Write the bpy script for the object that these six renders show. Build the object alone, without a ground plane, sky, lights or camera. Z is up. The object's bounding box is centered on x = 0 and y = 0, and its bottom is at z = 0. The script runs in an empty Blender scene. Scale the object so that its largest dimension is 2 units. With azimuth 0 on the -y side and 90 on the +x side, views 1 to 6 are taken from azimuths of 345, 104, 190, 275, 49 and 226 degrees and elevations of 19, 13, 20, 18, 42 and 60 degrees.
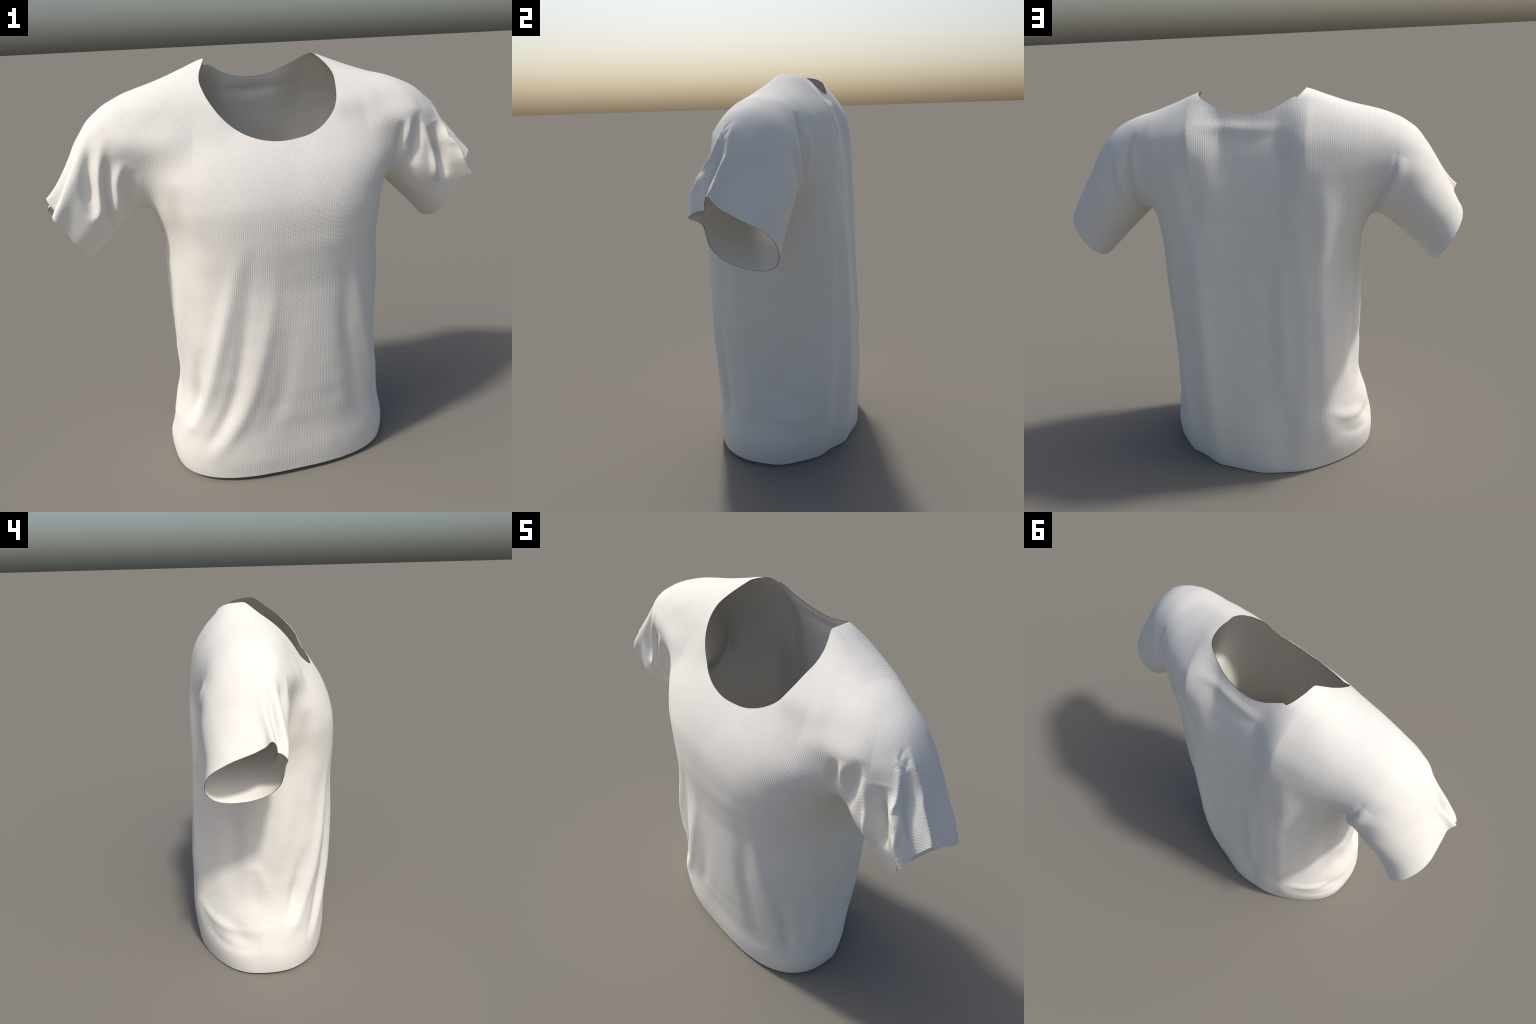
"""White short-sleeved T-shirt, worn shape without a body: an open cloth shell.
Torso = loft of super-ellipse sections, sleeves = bent tubes, blended smoothly,
then neck / cuffs / hem are cut open and fold ridges are pushed into the cloth."""
import bpy, numpy as np

# ------------------------------------------------------------------ helpers
def curve(kx, ky, x):
    """Smooth (cubic Hermite) interpolation of control values ky at knots kx."""
    kx = np.asarray(kx, float); ky = np.asarray(ky, float)
    x = np.clip(x, kx[0], kx[-1])
    i = np.clip(np.searchsorted(kx, x, side='right') - 1, 0, len(kx) - 2)
    h = np.diff(kx); d = (np.diff(ky, axis=0).T / h).T
    m = np.empty_like(ky); m[0] = d[0]; m[-1] = d[-1]
    w = h[1:] / (h[1:] + h[:-1]); m[1:-1] = (d[:-1].T * w + d[1:].T * (1 - w)).T
    t = (x - kx[i]) / h[i]; H = h[i]
    if ky.ndim > 1: t = t[..., None]; H = H[..., None]
    return (ky[i] * (1 + 2 * t) * (1 - t) ** 2 + ky[i + 1] * t * t * (3 - 2 * t)
            + H * (m[i] * t * (1 - t) ** 2 - m[i + 1] * t * t * (1 - t)))

def ell(u, v, n): return (np.abs(u) ** n + np.abs(v) ** n + 1e-12) ** (1 / n)
def smin(a, b, k):
    h = np.clip(.5 + .5 * (b - a) / k, 0, 1); return b * (1 - h) + a * h - k * h * (1 - h)
def sstep(a, b, x):
    t = np.clip((x - a) / (b - a), 0, 1); return t * t * (3 - 2 * t)

# ------------------------------------------------------------------ body shape
ZK = [-.1, .1, .25, .4, .55, .75, 1.0, 1.2, 1.35, 1.5, 1.65, 1.78, 1.87, 1.94, 1.99]     # heights
TORSO = np.stack([
    [0.524, 0.555, 0.528, 0.488, 0.486, 0.495, 0.502, 0.508, 0.553, 0.589, 0.575, 0.462, 0.359, 0.209, 0.048],   # half width -x
    [0.532, 0.549, 0.521, 0.508, 0.494, 0.49, 0.498, 0.499, 0.524, 0.59, 0.578, 0.466, 0.36, 0.206, 0.045],   # half width +x
    [0.354, 0.378, 0.383, 0.396, 0.407, 0.413, 0.414, 0.428, 0.419, 0.363, 0.262, 0.172, 0.087, 0.03, 0.013],   # depth to the front
    [0.365, 0.375, 0.383, 0.382, 0.38, 0.368, 0.36, 0.353, 0.344, 0.328, 0.281, 0.21, 0.164, 0.128, 0.043],   # depth to the back
    [.03] * 11 + [.04, .05, .06, .07]], -1)   # middle
NK = [-.1, .15, .5, 1.0, 1.4, 1.7, 2.0]      # squareness of the four quarters of the section
SQUARE = np.stack([[2.63, 2.76, 2.72, 2.6, 2.7, 2.52, 2.2], [2.66, 2.81, 2.8, 2.62, 2.85, 2.6, 2.2],
                   [1.623, 1.946, 2.009, 2.113, 2.375, 2.48, 2.429], [1.529, 1.791, 2.345, 2.75, 2.692, 2.386, 2.134]], -1)
SK = np.linspace(0, 1, 6)   # along the sleeve: spine x, spine z, half height, middle y, depth front, depth back
SLEEVE = {-1: np.stack([[0.265, 0.461, 0.622, 0.746, 0.852, 0.953], [1.641, 1.629, 1.573, 1.423, 1.286, 1.143],
                        [0.235, 0.213, 0.203, 0.174, 0.146, 0.116], [0.057, 0.026, -0.001, 0.009, 0.016, 0.044],
                        [0.225, 0.21, 0.173, 0.174, 0.185, 0.167], [0.253, 0.229, 0.215, 0.2, 0.162, 0.14]], -1),
          1: np.stack([[0.268, 0.457, 0.621, 0.75, 0.861, 0.95], [1.641, 1.625, 1.57, 1.422, 1.284, 1.141],
                       [0.229, 0.216, 0.208, 0.174, 0.149, 0.112], [0.072, 0.033, -0.008, -0.004, 0.021, 0.042],
                       [0.225, 0.21, 0.175, 0.184, 0.172, 0.151], [0.256, 0.229, 0.214, 0.209, 0.16, 0.124]], -1)}

def swells(p):
    """Broad hollows (+) and columns (-) of the back: spine hollow, shoulder-blade drapes, flank hollow."""
    x, y, z = p[..., 0], p[..., 1], p[..., 2]
    g = lambda c, w, u: np.exp(-((u - c) / w) ** 2)
    back = 1 / (1 + np.exp(-np.clip((y - .12) / .03, -30, 30)))
    d = .03 * np.exp(-(x / .19) ** 4) * curve([-.2, 0, .3, .7, 1.1, 1.55, 1.8, 2.1], [0, .05, .35, .7, 1, 1, 0, 0], z)
    d = d - .018 * g(-.26, .085, x) * curve([-.2, .05, .35, .9, 1.15, 1.35, 2.1], [0, .3, 1, 1, .5, 0, 0], z)
    d = d - .012 * g(-.14, .05, x) * curve([-.2, .4, .6, 1.0, 1.3, 2.1], [0, 0, 1, 1, 0, 0], z)
    d = d - .028 * g(-.35, .056, x) * curve([-.2, .1, .35, .7, 1.2, 1.45, 1.6, 2.1], [0, .1, .75, 1, .6, .4, 0, 0], z)
    d = d - .016 * g(.41, .045, x) * curve([-.2, .05, .25, .7, 1.2, 1.4, 2.1], [0, .9, 1.3, .8, .7, 0, 0], z)
    d = d - .012 * (g(.24, .065, x) + .3 * g(-.19, .07, x)) * curve([-.2, 0, .15, .35, .5, 2.1], [1, 1, 1, .5, 0, 0], z)
    d = d + .024 * g(.265, .055, x) * curve([-.2, 1.3, 1.45, 1.75, 1.84, 2.1], [0, 0, .7, 1, 0, 0], z)
    return d * back

def torso(p):
    x, y, z = p[..., 0], p[..., 1], p[..., 2]
    q = curve(ZK, TORSO, z)
    a = np.maximum(np.where(x < 0, q[..., 0], q[..., 1]), .02); yy = y - q[..., 4]
    b = np.maximum(np.where(yy < 0, q[..., 2], q[..., 3]), .02)
    N = curve(NK, SQUARE, z)
    n = np.clip(np.where(yy < 0, np.where(x < 0, N[..., 0], N[..., 1]), np.where(x < 0, N[..., 2], N[..., 3])), 1.3, 6)
    r = np.sqrt(x * x + yy * yy) + 1e-9
    return r * (1 - 1 / np.maximum(ell(x / a, yy / b, n), 1e-3)) * .9

def sleeve(p, sg):
    x = p[..., 0] * sg; y = p[..., 1]; z = p[..., 2]; m = 40
    c = curve(SK, SLEEVE[sg][:, :2], np.linspace(0, 1, m + 1)); seg = np.diff(c, axis=0); L2 = (seg ** 2).sum(1)
    best = np.full(x.shape, 1e9); bt = np.zeros(x.shape); sgn = np.zeros(x.shape)
    for i in range(m):
        dx = x - c[i, 0]; dz = z - c[i, 1]
        t = np.clip((dx * seg[i, 0] + dz * seg[i, 1]) / L2[i], 0 if i else -9, 1 if i < m - 1 else 9)
        d = (dx - t * seg[i, 0]) ** 2 + (dz - t * seg[i, 1]) ** 2; k = d < best
        best = np.where(k, d, best); bt = np.where(k, (i + np.clip(t, 0, 1)) / m, bt)
        sgn = np.where(k, -seg[i, 1] * dx + seg[i, 0] * dz, sgn)
    C = lambda t: curve(SK, SLEEVE[sg][:, :2], t)
    for _ in range(4):                                   # slide to the nearest point of the smooth spine
        c0 = C(bt); tan = (C(np.clip(bt + .01, 0, 1)) - C(np.clip(bt - .01, 0, 1))) / (np.clip(bt + .01, 0, 1) - np.clip(bt - .01, 0, 1))[..., None]
        L = (tan ** 2).sum(-1); bt = np.clip(bt + ((x - c0[..., 0]) * tan[..., 0] + (z - c0[..., 1]) * tan[..., 1]) / L * .6, 0, 1)
    q = curve(SK, SLEEVE[sg][:, 2:], bt)
    v = ((z - c0[..., 1]) * tan[..., 0] - (x - c0[..., 0]) * tan[..., 1]) / np.sqrt(L)
    w = y - q[..., 1]; b = np.where(w < 0, q[..., 2], q[..., 3])
    n = np.where((v > 0) & (w > 0), 2.1 - (.12 if sg > 0 else .2) * sstep(.2, .4, bt) * sstep(.85, .65, bt), 2.1)
    n = np.where((v > 0) & (w < 0), 2.1 + 4 * sstep(.5 if sg > 0 else .3, .8 if sg > 0 else .7, bt), n)     # boxy front-top corner at the cuff
    r = np.sqrt(v * v + w * w) + 1e-9
    return r * (1 - 1 / np.maximum(ell(v / q[..., 0], w / b, n), 1e-3)) * .9

def body(p):
    f = torso(p) + swells(p)
    for sg in (-1, 1):
        m = p[..., 0] * sg > .1
        q = p[m]; g = sleeve(q, sg) + np.clip((.28 - q[..., 0] * sg) / .18, 0, 1) ** 2 * .15
        f[m] = smin(f[m], g, .10)
    return f

def gradient(p, h=1e-3):
    g = np.empty_like(p)
    for k in range(3):
        e = np.zeros(3); e[k] = h; g[:, k] = (body(p + e) - body(p - e)) / (2 * h)
    return g

# ------------------------------------------------------------------ mesh of the smooth surface (dual contouring grid)
def surface_net(lo, hi, h):
    ax = [np.arange(lo[k], hi[k] + h, h) for k in range(3)]
    G = np.stack(np.meshgrid(*ax, indexing='ij'), -1)
    f = body(G.reshape(-1, 3)).reshape(G.shape[:3]); s = f < 0
    n = np.array(f.shape) - 1
    acc = np.zeros((*n, 3)); cnt = np.zeros(n)
    sl = lambda o, d: tuple(slice(o[k], o[k] + d[k]) for k in range(3))
    crossings = []
    for a in range(3):
        e = np.eye(3, dtype=int)[a]; dim = n + 1 - e
        A = f[sl((0, 0, 0), dim)]; B = f[sl(e, dim)]; cr = (A < 0) != (B < 0)
        t = np.where(cr, A / np.where(A == B, 1, A - B), 0)
        pt = G[sl((0, 0, 0), dim)].copy(); pt[..., a] += t * h
        b, c = (a + 1) % 3, (a + 2) % 3
        for ob in (0, 1):
            for oc in (0, 1):
                o = np.zeros(3, int); o[b] = ob; o[c] = oc
                acc += pt[sl(o, n)] * cr[sl(o, n)][..., None]; cnt += cr[sl(o, n)]
        crossings.append((a, cr, A < 0))
    idx = -np.ones(n, int); m = cnt > 0; idx[m] = np.arange(m.sum())
    V = acc[m] / cnt[m][:, None]; Q = []
    for a, cr, neg in crossings:
        b, c = (a + 1) % 3, (a + 2) % 3
        I = np.argwhere(cr); I = I[(I[:, b] > 0) & (I[:, c] > 0) & (I[:, b] < n[b]) & (I[:, c] < n[c])]
        flip = neg[tuple(I.T)]
        eb = np.eye(3, dtype=int)[b]; ec = np.eye(3, dtype=int)[c]
        q = np.stack([idx[tuple((I - eb - ec).T)], idx[tuple((I - ec).T)], idx[tuple(I.T)], idx[tuple((I - eb).T)]], 1)
        q[~flip] = q[~flip][:, ::-1]; Q.append(q)
    Q = np.concatenate(Q)
    return V, Q[(Q >= 0).all(1)]

def project(V, n=2):
    for _ in range(n):
        g = gradient(V); V = V - g * (body(V) / np.maximum((g ** 2).sum(1), .2))[:, None]
    return V

def relax(V, Q, n):
    for _ in range(n):
        s = np.zeros_like(V); c = np.zeros(len(V))
        for a in range(4):
            i, j = Q[:, a], Q[:, (a + 1) % 4]
            for k in range(3): s[:, k] += np.bincount(i, V[j, k], len(V)) + np.bincount(j, V[i, k], len(V))
            c += np.bincount(i, minlength=len(V)) + np.bincount(j, minlength=len(V))
        V = V * .4 + .6 * s / np.maximum(c, 1)[:, None]; V = project(V, 1)
    return V

def subdivide(V, Q):
    E = np.concatenate([Q[:, [a, (a + 1) % 4]] for a in range(4)]); E = np.sort(E, 1)
    U, inv = np.unique(E[:, 0] * len(V) + E[:, 1], return_inverse=True)
    mid = (V[U // len(V)] + V[U % len(V)]) / 2; n = len(V); m = len(Q)
    e = [inv[a * m:(a + 1) * m] + n for a in range(4)]; c = np.arange(m) + n + len(mid)
    V2 = np.concatenate([V, mid, V[Q].mean(1)])
    return V2, np.concatenate([np.stack([Q[:, a], e[a], c, e[a - 1]], 1) for a in range(4)])

def vertex_normals(V, T):
    n = np.cross(V[T[:, 1]] - V[T[:, 0]], V[T[:, 2]] - V[T[:, 0]]); N = np.zeros_like(V)
    for a in range(3):
        for k in range(3): N[:, k] += np.bincount(T[:, a], n[:, k], len(V))
    return N / np.maximum(np.linalg.norm(N, axis=1), 1e-12)[:, None]

def clip_mesh(V, T, g):
    """Keep the part of a triangle mesh where g > 0, with new vertices on the g = 0 line."""
    g = np.where(np.abs(g) < 1e-7, 1e-7, g); pos = g > 0; k = pos[T].sum(1); out = [T[k == 3]]; newv = []; key = {}
    def cut(i, j):
        a, b = (i, j) if i < j else (j, i)
        if (a, b) not in key:
            t = g[a] / (g[a] - g[b]); key[a, b] = len(V) + len(newv); newv.append(V[a] + t * (V[b] - V[a]))
        return key[a, b]
    add = []
    for t in T[(k > 0) & (k < 3)]:
        s = pos[t]; r = int(np.argmax(s if s.sum() == 1 else ~s)); a, b, c = int(t[r]), int(t[(r + 1) % 3]), int(t[(r + 2) % 3])
        ab, ac = cut(a, b), cut(a, c)
        if s.sum() == 1: add.append((a, ab, ac))
        else: add += [(ab, b, c), (ab, c, ac)]
    V = np.concatenate([V, np.array(newv).reshape(-1, 3)]); T = np.concatenate(out + [np.array(add, int).reshape(-1, 3)])
    u, inv = np.unique(T, return_inverse=True)
    return V[u], inv.reshape(-1, 3)

def smooth_loop(pts, n=160):
    pts = np.asarray(pts, float); d = np.r_[0, np.cumsum(np.linalg.norm(np.diff(pts, axis=0), axis=1))]
    return curve(d, pts, np.linspace(0, d[-1], n))

def outside_polygon(P, u, v):
    """Signed distance to a closed outline, positive outside."""
    best = np.full(u.shape, 1e9); ins = np.zeros(u.shape, bool)
    for (x0, y0), (x1, y1) in zip(P, np.roll(P, -1, 0)):
        ex, ey = x1 - x0, y1 - y0; dx, dy = u - x0, v - y0
        t = np.clip((dx * ex + dy * ey) / (ex * ex + ey * ey + 1e-15), 0, 1)
        best = np.minimum(best, (dx - t * ex) ** 2 + (dy - t * ey) ** 2)
        if y0 != y1: ins ^= ((y0 > v) != (y1 > v)) & (u < x0 + (v - y0) * ex / (y1 - y0))
    return np.sqrt(best) * np.where(ins, -1, 1)

# openings --------------------------------------------------------------
BOX = [(.254, 2.3), (-.254, 2.3)]
NECK_FRONT = smooth_loop([(-.254, 1.925), (-.272, 1.90), (-.292, 1.87), (-.303, 1.838), (-.298, 1.80), (-.274, 1.743), (-.232, 1.684),
                          (-.172, 1.634), (-.11, 1.607), (-.035, 1.593), (.05, 1.596), (.132, 1.613), (.199, 1.646), (.249, 1.692),
                          (.278, 1.75), (.292, 1.80), (.300, 1.84), (.293, 1.87), (.275, 1.90), (.254, 1.925)])
NECK_BACK = np.concatenate([smooth_loop([(-.254, 1.925), (-.238, 1.908), (-.225, 1.896)], 12),
                            smooth_loop([(-.21, 1.899), (-.186, 1.888), (-.143, 1.863), (-.07, 1.838), (0, 1.831), (.097, 1.844),
                                         (.161, 1.869), (.208, 1.893), (.225, 1.902), (.254, 1.925)], 80)])

def neck(p):
    gf = outside_polygon(np.concatenate([NECK_FRONT, BOX]), p[:, 0], p[:, 2])
    gb = outside_polygon(np.concatenate([NECK_BACK, BOX]), p[:, 0], p[:, 2])
    return np.where(p[:, 1] < .054, gf, gb)

def cuff(p):
    x, y, z = p.T
    zl = 1.12 + 1.5 * (np.abs(x) - .84) - .22 * y
    # the upper rim climbs towards the bunched front corner
    rise = np.where(x > 0, curve([-.4, -.24, -.2, -.16, -.11, -.035, .06, .2], [0, .01, .02, .045, .072, .045, 0, 0], y),
                    curve([-.4, -.2, -.175, -.15, -.115, -.035, .08, .2], [0, 0, .01, .045, .075, .045, 0, 0], y))
    zl = zl + sstep(1.23, 1.32, z) * rise
    return np.where(np.abs(x) > .7, (z - zl) * .55, 1)

def hem(p):
    return p[:, 2] - (.011 - .011 * np.sin(np.arctan2(p[:, 1], p[:, 0] + .05)))


# ------------------------------------------------------------------ folds: path on the cloth, half width, height(s) along it
FOLDS = []
def fold(along, half_width, height): FOLDS.append((along, half_width, height))
# front of the torso, -x side: hanging folds
fold(along=[(-.22, -.39, 1.22), (-.265, -.37, 1.07), (-.305, -.34, .89), (-.345, -.31, .70), (-.395, -.26, .47), (-.46, -.2, .30), (-.52, -.13, .17)], half_width=.038, height=[0, .005, .013, .018, .017, .012, 0])
fold(along=[(-.17, -.39, 1.2), (-.20, -.38, 1.04), (-.23, -.37, .83), (-.26, -.35, .64), (-.30, -.33, .46), (-.37, -.29, .28), (-.44, -.25, .16)], half_width=.035, height=[0, -.003, -.008, -.012, -.014, -.012, 0])
fold(along=[(-.09, -.39, 1.15), (-.10, -.38, 1.0), (-.13, -.38, .82), (-.175, -.37, .63), (-.225, -.35, .45), (-.31, -.32, .27), (-.40, -.28, .14)], half_width=.038, height=[0, .003, .007, .009, .011, .010, .003])
fold(along=[(-.03, -.38, .85), (-.06, -.38, .57), (-.10, -.36, .40), (-.18, -.34, .24)], half_width=.05, height=[0, -.006, -.007, 0])
fold(along=[(-.48, -.25, 1.45), (-.47, -.25, 1.33), (-.45, -.25, 1.18), (-.43, -.26, .95)], half_width=.05, height=[0, -.014, -.010, 0])
fold(along=[(-.43, -.25, .7), (-.445, -.22, .55), (-.46, -.195, .40), (-.48, -.17, .27)], half_width=.036, height=[0, -.016, -.026, 0])
fold(along=[(-.48, -.15, 1.1), (-.485, -.15, .88), (-.49, -.13, .75), (-.51, -.08, .55)], half_width=.05, height=[0, .012, .012, 0])
# front of the torso, +x side
fold(along=[(.25, -.37, 1.1), (.24, -.36, .9), (.245, -.36, .72), (.28, -.35, .53), (.31, -.33, .32), (.38, -.28, .2)], half_width=.045, height=[0, -.006, -.010, -.010, -.010, 0])
fold(along=[(.28, -.36, 1.1), (.34, -.33, .78), (.39, -.29, .50), (.46, -.22, .26)], half_width=.035, height=[0, .008, .009, 0])
fold(along=[(.42, -.27, .80), (.43, -.25, .5), (.445, -.23, .32), (.46, -.21, .18)], half_width=.034, height=[0, -.012, -.022, 0])
fold(along=[(.485, -.15, 1.1), (.485, -.15, .85), (.49, -.13, .62)], half_width=.05, height=[0, .012, 0])
fold(along=[(.51, -.1, .55), (.525, -.09, .38), (.53, -.08, .2)], half_width=.045, height=[0, .012, 0])
# cloth stretched from the chest across to the arm
fold(along=[(.40, -.22, 1.64), (.50, -.19, 1.64), (.61, -.17, 1.64), (.70, -.15, 1.66)], half_width=.065, height=[0, .014, .018, 0])
fold(along=[(-.38, -.24, 1.60), (-.50, -.2, 1.60), (-.61, -.17, 1.61), (-.72, -.15, 1.63)], half_width=.07, height=[0, .018, .022, 0])
fold(along=[(.30, -.18, 1.72), (.42, -.16, 1.71)], half_width=.06, height=[.008, .008])
# flanks: soft drapes above the hem
fold(along=[(-.50, .12, 1.2), (-.485, .13, .95), (-.475, .14, .6), (-.46, .16, .42)], half_width=.07, height=[0, -.022, -.020, 0])
fold(along=[(.475, .13, .8), (.475, .12, .6), (.49, .09, .45), (.50, .08, .32)], half_width=.055, height=[0, -.012, -.018, 0])
fold(along=[(-.49, .17, .28), (-.53, .09, .22), (-.54, -.02, .22)], half_width=.055, height=[-.004, -.018, 0])
fold(along=[(-.34, .32, .36), (-.41, .27, .29), (-.49, .16, .25), (-.53, .04, .24), (-.51, -.07, .28)], half_width=.03, height=[0, .008, .008, .005, 0])
fold(along=[(-.48, .08, .56), (-.49, .01, .60), (-.48, -.04, .49), (-.49, -.07, .38)], half_width=.028, height=[0, .003, .004, 0])
fold(along=[(-.50, .04, .55), (-.51, .02, .43), (-.52, -.04, .33)], half_width=.035, height=[0, -.004, 0])
fold(along=[(-.37, .30, .24), (-.46, .22, .17), (-.53, .10, .15), (-.54, -.04, .17)], half_width=.025, height=[0, -.004, -.004, 0])
fold(along=[(.47, -.10, .62), (.49, 0, .45), (.49, .12, .34), (.46, .2, .27)], half_width=.055, height=[0, -.014, -.018, 0])
fold(along=[(.50, -.11, .40), (.525, .03, .27), (.49, .17, .24), (.42, .28, .3)], half_width=.03, height=[0, .006, .006, 0])
# yoke below the back neckline
fold(along=[(.22, .25, 1.775), (.1, .25, 1.775), (-.03, .26, 1.77), (-.16, .25, 1.775)], half_width=.03, height=[.002, .009, .009, .002])
# -x sleeve, front pleats
fold(along=[(-.78, -.08, 1.68), (-.83, -.12, 1.56), (-.89, -.15, 1.45), (-.95, -.165, 1.37), (-1.0, -.18, 1.29)], half_width=.035, height=[0, 0, .012, .024, .024])
fold(along=[(-.83, -.06, 1.61), (-.88, -.08, 1.51), (-.94, -.11, 1.44), (-.97, -.12, 1.40), (-1.04, -.13, 1.3)], half_width=.018, height=[0, .008, .02, .035, .04])
fold(along=[(-.82, -.09, 1.60), (-.87, -.11, 1.50), (-.92, -.135, 1.42), (-1.0, -.15, 1.3)], half_width=.016, height=[0, -.03, -.04, -.03])
fold(along=[(-.77, -.12, 1.66), (-.795, -.15, 1.53), (-.80, -.165, 1.42), (-.80, -.17, 1.33)], half_width=.03, height=[0, -.030, -.024, 0])
fold(along=[(-.70, -.13, 1.66), (-.755, -.155, 1.53), (-.765, -.165, 1.42), (-.77, -.17, 1.35), (-.81, -.17, 1.30)], half_width=.019, height=[0, .013, .019, .017, 0])
fold(along=[(-.70, -.17, 1.58), (-.73, -.165, 1.47), (-.735, -.15, 1.36), (-.74, -.13, 1.27)], half_width=.025, height=[0, -.018, -.02, -.01])
fold(along=[(-.65, -.17, 1.56), (-.69, -.17, 1.47), (-.695, -.15, 1.38), (-.71, -.12, 1.30)], half_width=.018, height=[0, .012, .014, 0])
fold(along=[(-.62, -.18, 1.52), (-.65, -.15, 1.40), (-.66, -.12, 1.33)], half_width=.025, height=[0, -.016, -.01])
# +x sleeve, front pleats
fold(along=[(.76, -.09, 1.70), (.80, -.10, 1.63), (.835, -.145, 1.53), (.88, -.165, 1.45), (.93, -.175, 1.38), (1.0, -.18, 1.28)], half_width=.030, height=[0, .004, .010, .018, .034, .036])
fold(along=[(.745, -.085, 1.72), (.79, -.10, 1.645), (.822, -.13, 1.56), (.828, -.152, 1.51), (.868, -.155, 1.47), (.893, -.172, 1.42), (.918, -.168, 1.38), (.96, -.18, 1.33), (1.0, -.18, 1.28)], half_width=.012, height=[0, .006, .012, .016, .014, .018, .014, .020, .02])
fold(along=[(.76, -.04, 1.72), (.82, -.045, 1.65), (.89, -.06, 1.56), (.95, -.09, 1.47), (1.04, -.11, 1.34)], half_width=.026, height=[0, .004, .012, .026, .034])
fold(along=[(.76, -.04, 1.72), (.815, -.05, 1.655), (.86, -.046, 1.59), (.90, -.07, 1.54), (.94, -.078, 1.48), (1.0, -.11, 1.39), (1.04, -.11, 1.34)], half_width=.011, height=[0, .008, .010, .013, .014, .018, .018])
fold(along=[(.79, -.06, 1.69), (.80, -.085, 1.66), (.775, -.10, 1.67)], half_width=.008, height=[-.002, -.004, -.002])
fold(along=[(.755, -.06, 1.705), (.775, -.085, 1.69), (.80, -.08, 1.68)], half_width=.007, height=[-.002, -.003, -.002])
fold(along=[(.80, -.075, 1.66), (.855, -.105, 1.55), (.91, -.13, 1.45), (.98, -.14, 1.35)], half_width=.022, height=[0, -.028, -.03, -.02])
fold(along=[(.69, -.17, 1.60), (.74, -.185, 1.49), (.765, -.175, 1.37), (.79, -.17, 1.31)], half_width=.016, height=[0, .014, .022, 0])
fold(along=[(.775, -.15, 1.60), (.805, -.17, 1.49), (.822, -.17, 1.39), (.83, -.17, 1.33)], half_width=.02, height=[0, -.034, -.034, 0])
fold(along=[(.76, -.165, 1.60), (.785, -.175, 1.49), (.82, -.17, 1.38)], half_width=.048, height=[-.008, -.045, -.016])
fold(along=[(.61, -.18, 1.63), (.61, -.18, 1.58), (.60, -.18, 1.51)], half_width=.02, height=[0, .014, 0])
fold(along=[(.67, -.16, 1.66), (.665, -.17, 1.56), (.65, -.18, 1.44)], half_width=.025, height=[0, -.022, -.01])
fold(along=[(.58, -.18, 1.62), (.57, -.18, 1.55), (.54, -.16, 1.45)], half_width=.022, height=[0, -.018, -.008])
# creases behind the arms
fold(along=[(-.68, .2, 1.66), (-.65, .21, 1.55), (-.61, .2, 1.47), (-.58, .16, 1.39), (-.56, .08, 1.32)], half_width=.012, height=[0, -.008, -.012, -.014, -.01])
fold(along=[(-.70, .19, 1.62), (-.67, .2, 1.53), (-.63, .18, 1.44), (-.61, .13, 1.36)], half_width=.035, height=[0, .016, .020, .010])
fold(along=[(.56, .18, 1.76), (.60, .2, 1.69), (.61, .21, 1.61), (.605, .2, 1.52), (.60, .17, 1.41), (.58, .1, 1.33)], half_width=.013, height=[0, -.012, -.010, -.012, -.014, -.012])
fold(along=[(.65, .19, 1.70), (.66, .2, 1.57), (.65, .18, 1.47), (.63, .14, 1.38)], half_width=.032, height=[0, .014, .020, .012])
fold(along=[(.57, .22, 1.70), (.555, .23, 1.58), (.56, .21, 1.45)], half_width=.022, height=[0, .014, .004])
fold(along=[(.70, .17, 1.66), (.69, .18, 1.52), (.67, .15, 1.42)], half_width=.013, height=[0, -.007, 0])

def fold_cloth(V, N):
    move = np.zeros(len(V))
    for path, w, h in FOLDS:
        path = project(np.array(path, float), 3)
        t = np.r_[0, np.cumsum(np.linalg.norm(np.diff(path, axis=0), axis=1))]; n = 24
        ts = np.linspace(0, t[-1], n + 1); c = curve(t, path, ts); hs = curve(t, np.array(h, float), ts)
        near = np.where(((V > c.min(0) - 3 * w) & (V < c.max(0) + 3 * w)).all(1))[0]; q = V[near]
        best = np.full(len(q), 1e9); hv = np.zeros(len(q))
        for i in range(n):
            e = c[i + 1] - c[i]; k = np.clip(((q - c[i]) @ e) / (e @ e), 0, 1); d = ((q - c[i] - k[:, None] * e) ** 2).sum(1)
            m = d < best; best[m] = d[m]; hv[m] = (hs[i] + k * (hs[i + 1] - hs[i]))[m]
        move[near] += hv * np.exp(-best / w ** 2)
    # faint unevenness of worn cloth: a few crossing long waves, stronger on the sleeves
    x, y, z = V.T; rng = np.random.default_rng(7); soft = np.zeros(len(V))
    for _ in range(14):
        k = rng.normal(0, 1, 3) * (34, 34, 22); soft += np.sin(V @ k + rng.uniform(0, 6.28))
    move += soft / 14 * (.0022 + .003 * sstep(.5, .75, np.abs(x)))
    return V + N * move[:, None]

# ------------------------------------------------------------------ build
V, Q = surface_net((-1.14, -.47, -.08), (1.14, .48, 2.02), .0125)
V = relax(project(V, 3), Q, 3)
V, Q = subdivide(V, Q); V = project(V, 1)
T = np.concatenate([Q[:, [0, 1, 2]], Q[:, [0, 2, 3]]])
V = fold_cloth(V, vertex_normals(V, T))
V, T = clip_mesh(V, T, hem(V))
V, T = clip_mesh(V, T, neck(V))
V, T = clip_mesh(V, T, cuff(V))
N = vertex_normals(V, T)

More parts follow.
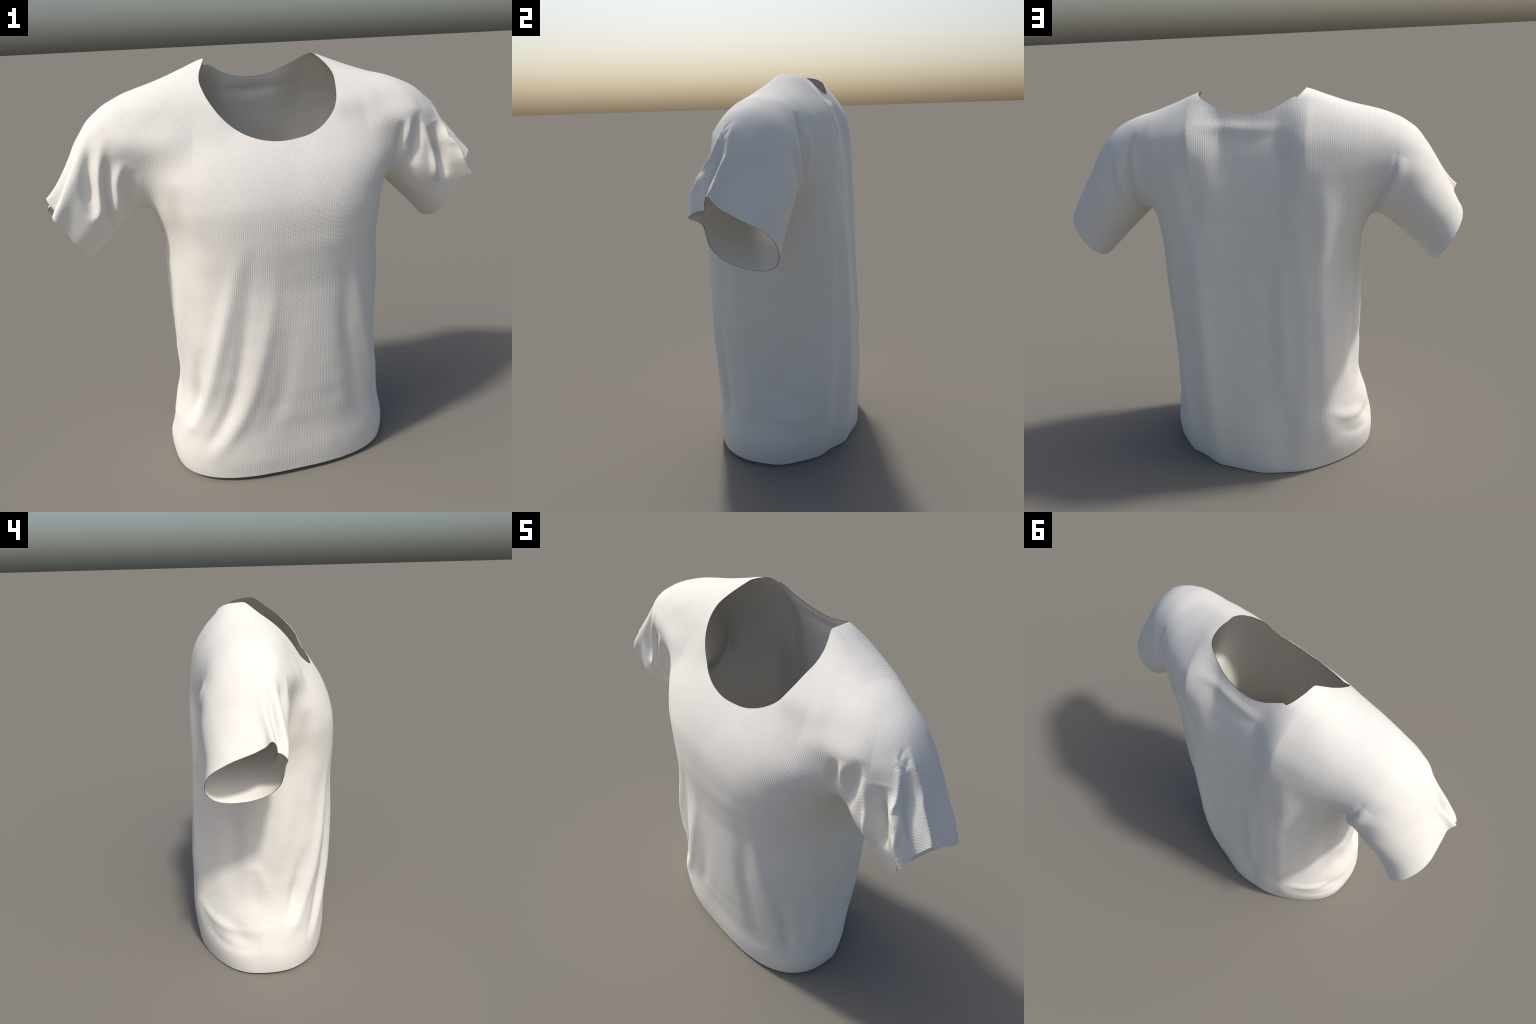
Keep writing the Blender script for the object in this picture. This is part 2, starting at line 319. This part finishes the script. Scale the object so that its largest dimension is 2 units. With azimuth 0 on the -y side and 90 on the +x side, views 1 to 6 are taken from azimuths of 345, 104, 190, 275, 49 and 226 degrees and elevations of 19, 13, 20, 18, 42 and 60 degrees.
# ------------------------------------------------------------------ material
def cloth(name, wale, course, rib, row, flank):
    """Matt white cotton knit: fine wales and courses as bump. wale / course build the two thread coordinates (metres)."""
    m = bpy.data.materials.new(name); m.use_nodes = True; nt = m.node_tree; b = nt.nodes['Principled BSDF']
    b.inputs['Roughness'].default_value = .9; b.inputs['Specular IOR Level'].default_value = .15
    def node(kind, **kw):
        n = nt.nodes.new(kind)
        for k, v in kw.items(): setattr(n, k, v)
        return n
    def math(op, *ins):
        n = node('ShaderNodeMath', operation=op)
        for i, v in enumerate(ins):
            if isinstance(v, (int, float)): n.inputs[i].default_value = v
            else: nt.links.new(v, n.inputs[i])
        return n.outputs[0]
    tc = node('ShaderNodeTexCoord'); xyz = node('ShaderNodeSeparateXYZ'); nt.links.new(tc.outputs['Object'], xyz.inputs[0])
    noise = node('ShaderNodeTexNoise'); noise.inputs['Scale'].default_value = 60; nt.links.new(tc.outputs['Object'], noise.inputs['Vector'])
    wob = math('MULTIPLY', math('SUBTRACT', noise.outputs['Fac'], .5), .004)
    u = math('ADD', wale(math, *xyz.outputs), wob); v = math('ADD', course(math, *xyz.outputs), wob)
    ribs = math('SINE', math('MULTIPLY', u, 6.2832 / .0078)); rows = math('SINE', math('MULTIPLY', v, 6.2832 / .0055))
    if flank:                                            # on the flanks the wales follow y instead of x
        geo = node('ShaderNodeNewGeometry'); nrm = node('ShaderNodeSeparateXYZ'); nt.links.new(geo.outputs['True Normal'], nrm.inputs[0])
        side = node('ShaderNodeMapRange'); side.inputs['From Min'].default_value = .6; side.inputs['From Max'].default_value = .8
        nt.links.new(math('ABSOLUTE', nrm.outputs[0]), side.inputs['Value']); side = side.outputs[0]
        edge = math('SINE', math('MULTIPLY', math('ADD', xyz.outputs[1], wob), 6.2832 / .0078))
        ribs = math('ADD', math('MULTIPLY', ribs, math('SUBTRACT', 1, side)), math('MULTIPLY', edge, side))
    knit = math('ADD', math('MULTIPLY', ribs, rib), math('MULTIPLY', rows, row))
    bump = node('ShaderNodeBump'); bump.inputs['Strength'].default_value = 1; bump.inputs['Distance'].default_value = KNIT
    nt.links.new(knit, bump.inputs['Height']); nt.links.new(bump.outputs['Normal'], b.inputs['Normal'])
    soft = node('ShaderNodeTexNoise'); soft.inputs['Scale'].default_value = 5; nt.links.new(tc.outputs['Object'], soft.inputs['Vector'])
    ramp = node('ShaderNodeValToRGB'); ramp.color_ramp.elements[0].position = .35; ramp.color_ramp.elements[1].position = .65
    ramp.color_ramp.elements[0].color = (*[c * .985 for c in WHITE], 1); ramp.color_ramp.elements[1].color = (*WHITE, 1)
    nt.links.new(soft.outputs['Fac'], ramp.inputs['Fac']); nt.links.new(ramp.outputs['Color'], b.inputs['Base Color'])
    return m
KNIT = .00016
WHITE = (.80, .775, .72)
torso_wale = lambda math, x, y, z: x
torso_course = lambda math, x, y, z: math('SUBTRACT', z, math('ABSOLUTE', math('SUBTRACT', y, .05)))
sleeve_course = lambda math, x, y, z: math('SUBTRACT', math('MULTIPLY', math('ABSOLUTE', x), .64), math('MULTIPLY', z, .77))
sleeve_wale = lambda math, x, y, z: math('MULTIPLY', math('ARCTAN2', math('SUBTRACT', math('ADD', math('MULTIPLY', math('ABSOLUTE', x), .77), math('MULTIPLY', z, .64)), 1.5), y), .19)

# ------------------------------------------------------------------ objects
root = bpy.data.objects.new('t_shirt', None); bpy.context.collection.objects.link(root)
root['label'] = 'plain white short-sleeved t-shirt with wide round neck'; root['category'] = 't-shirt'
THICK = .003

def make_part(name, faces, mat):
    u, inv = np.unique(faces, return_inverse=True); t = inv.reshape(-1, 3); v = V[u]; nn = N[u]; k = len(u)
    edges = np.concatenate([t[:, [0, 1]], t[:, [1, 2]], t[:, [2, 0]]])
    code = np.sort(edges, 1); code = code[:, 0] * k + code[:, 1]
    _, first, count = np.unique(code, return_index=True, return_counts=True)
    # rim strip only along true openings of the whole shirt
    b = edges[first[count == 1]]; b = b[RIM[u[b[:, 0]]] & RIM[u[b[:, 1]]]]
    rim = np.concatenate([np.stack([b[:, 1], b[:, 0], b[:, 0] + k], 1), np.stack([b[:, 1], b[:, 0] + k, b[:, 1] + k], 1)])
    verts = np.concatenate([v, v - nn * THICK]); tris = np.concatenate([t, t[:, ::-1] + k, rim])
    me = bpy.data.meshes.new(name); me.vertices.add(len(verts)); me.vertices.foreach_set('co', verts.ravel())
    me.loops.add(len(tris) * 3); me.loops.foreach_set('vertex_index', tris.ravel().astype(np.int32))
    me.polygons.add(len(tris)); me.polygons.foreach_set('loop_start', np.arange(0, len(tris) * 3, 3, dtype=np.int32))
    me.update(calc_edges=True); me.validate()
    me.polygons.foreach_set('use_smooth', np.ones(len(tris), bool))
    me.normals_split_custom_set_from_vertices(np.concatenate([nn, -nn]))
    me.materials.append(mat); ob = bpy.data.objects.new(name, me); ob.parent = root
    bpy.context.collection.objects.link(ob); return ob

E = np.concatenate([T[:, [0, 1]], T[:, [1, 2]], T[:, [2, 0]]]); c = np.sort(E, 1); c = c[:, 0] * len(V) + c[:, 1]
_, first, count = np.unique(c, return_index=True, return_counts=True)
RIM = np.zeros(len(V), bool); RIM[E[first[count == 1]].ravel()] = True
C = V[T].mean(1)
side = np.where(np.abs(C[:, 0]) - .56 - .22 * (C[:, 2] - 1.3) > 0, np.sign(C[:, 0]), 0)
m1 = cloth('knit_cotton_torso', torso_wale, torso_course, 1, .7, True); m2 = cloth('knit_cotton_sleeve', sleeve_wale, sleeve_course, .6, .9, False)
make_part('torso', T[side == 0], m1)
make_part('sleeve', T[side < 0], m2)
make_part('sleeve', T[side > 0], m2)
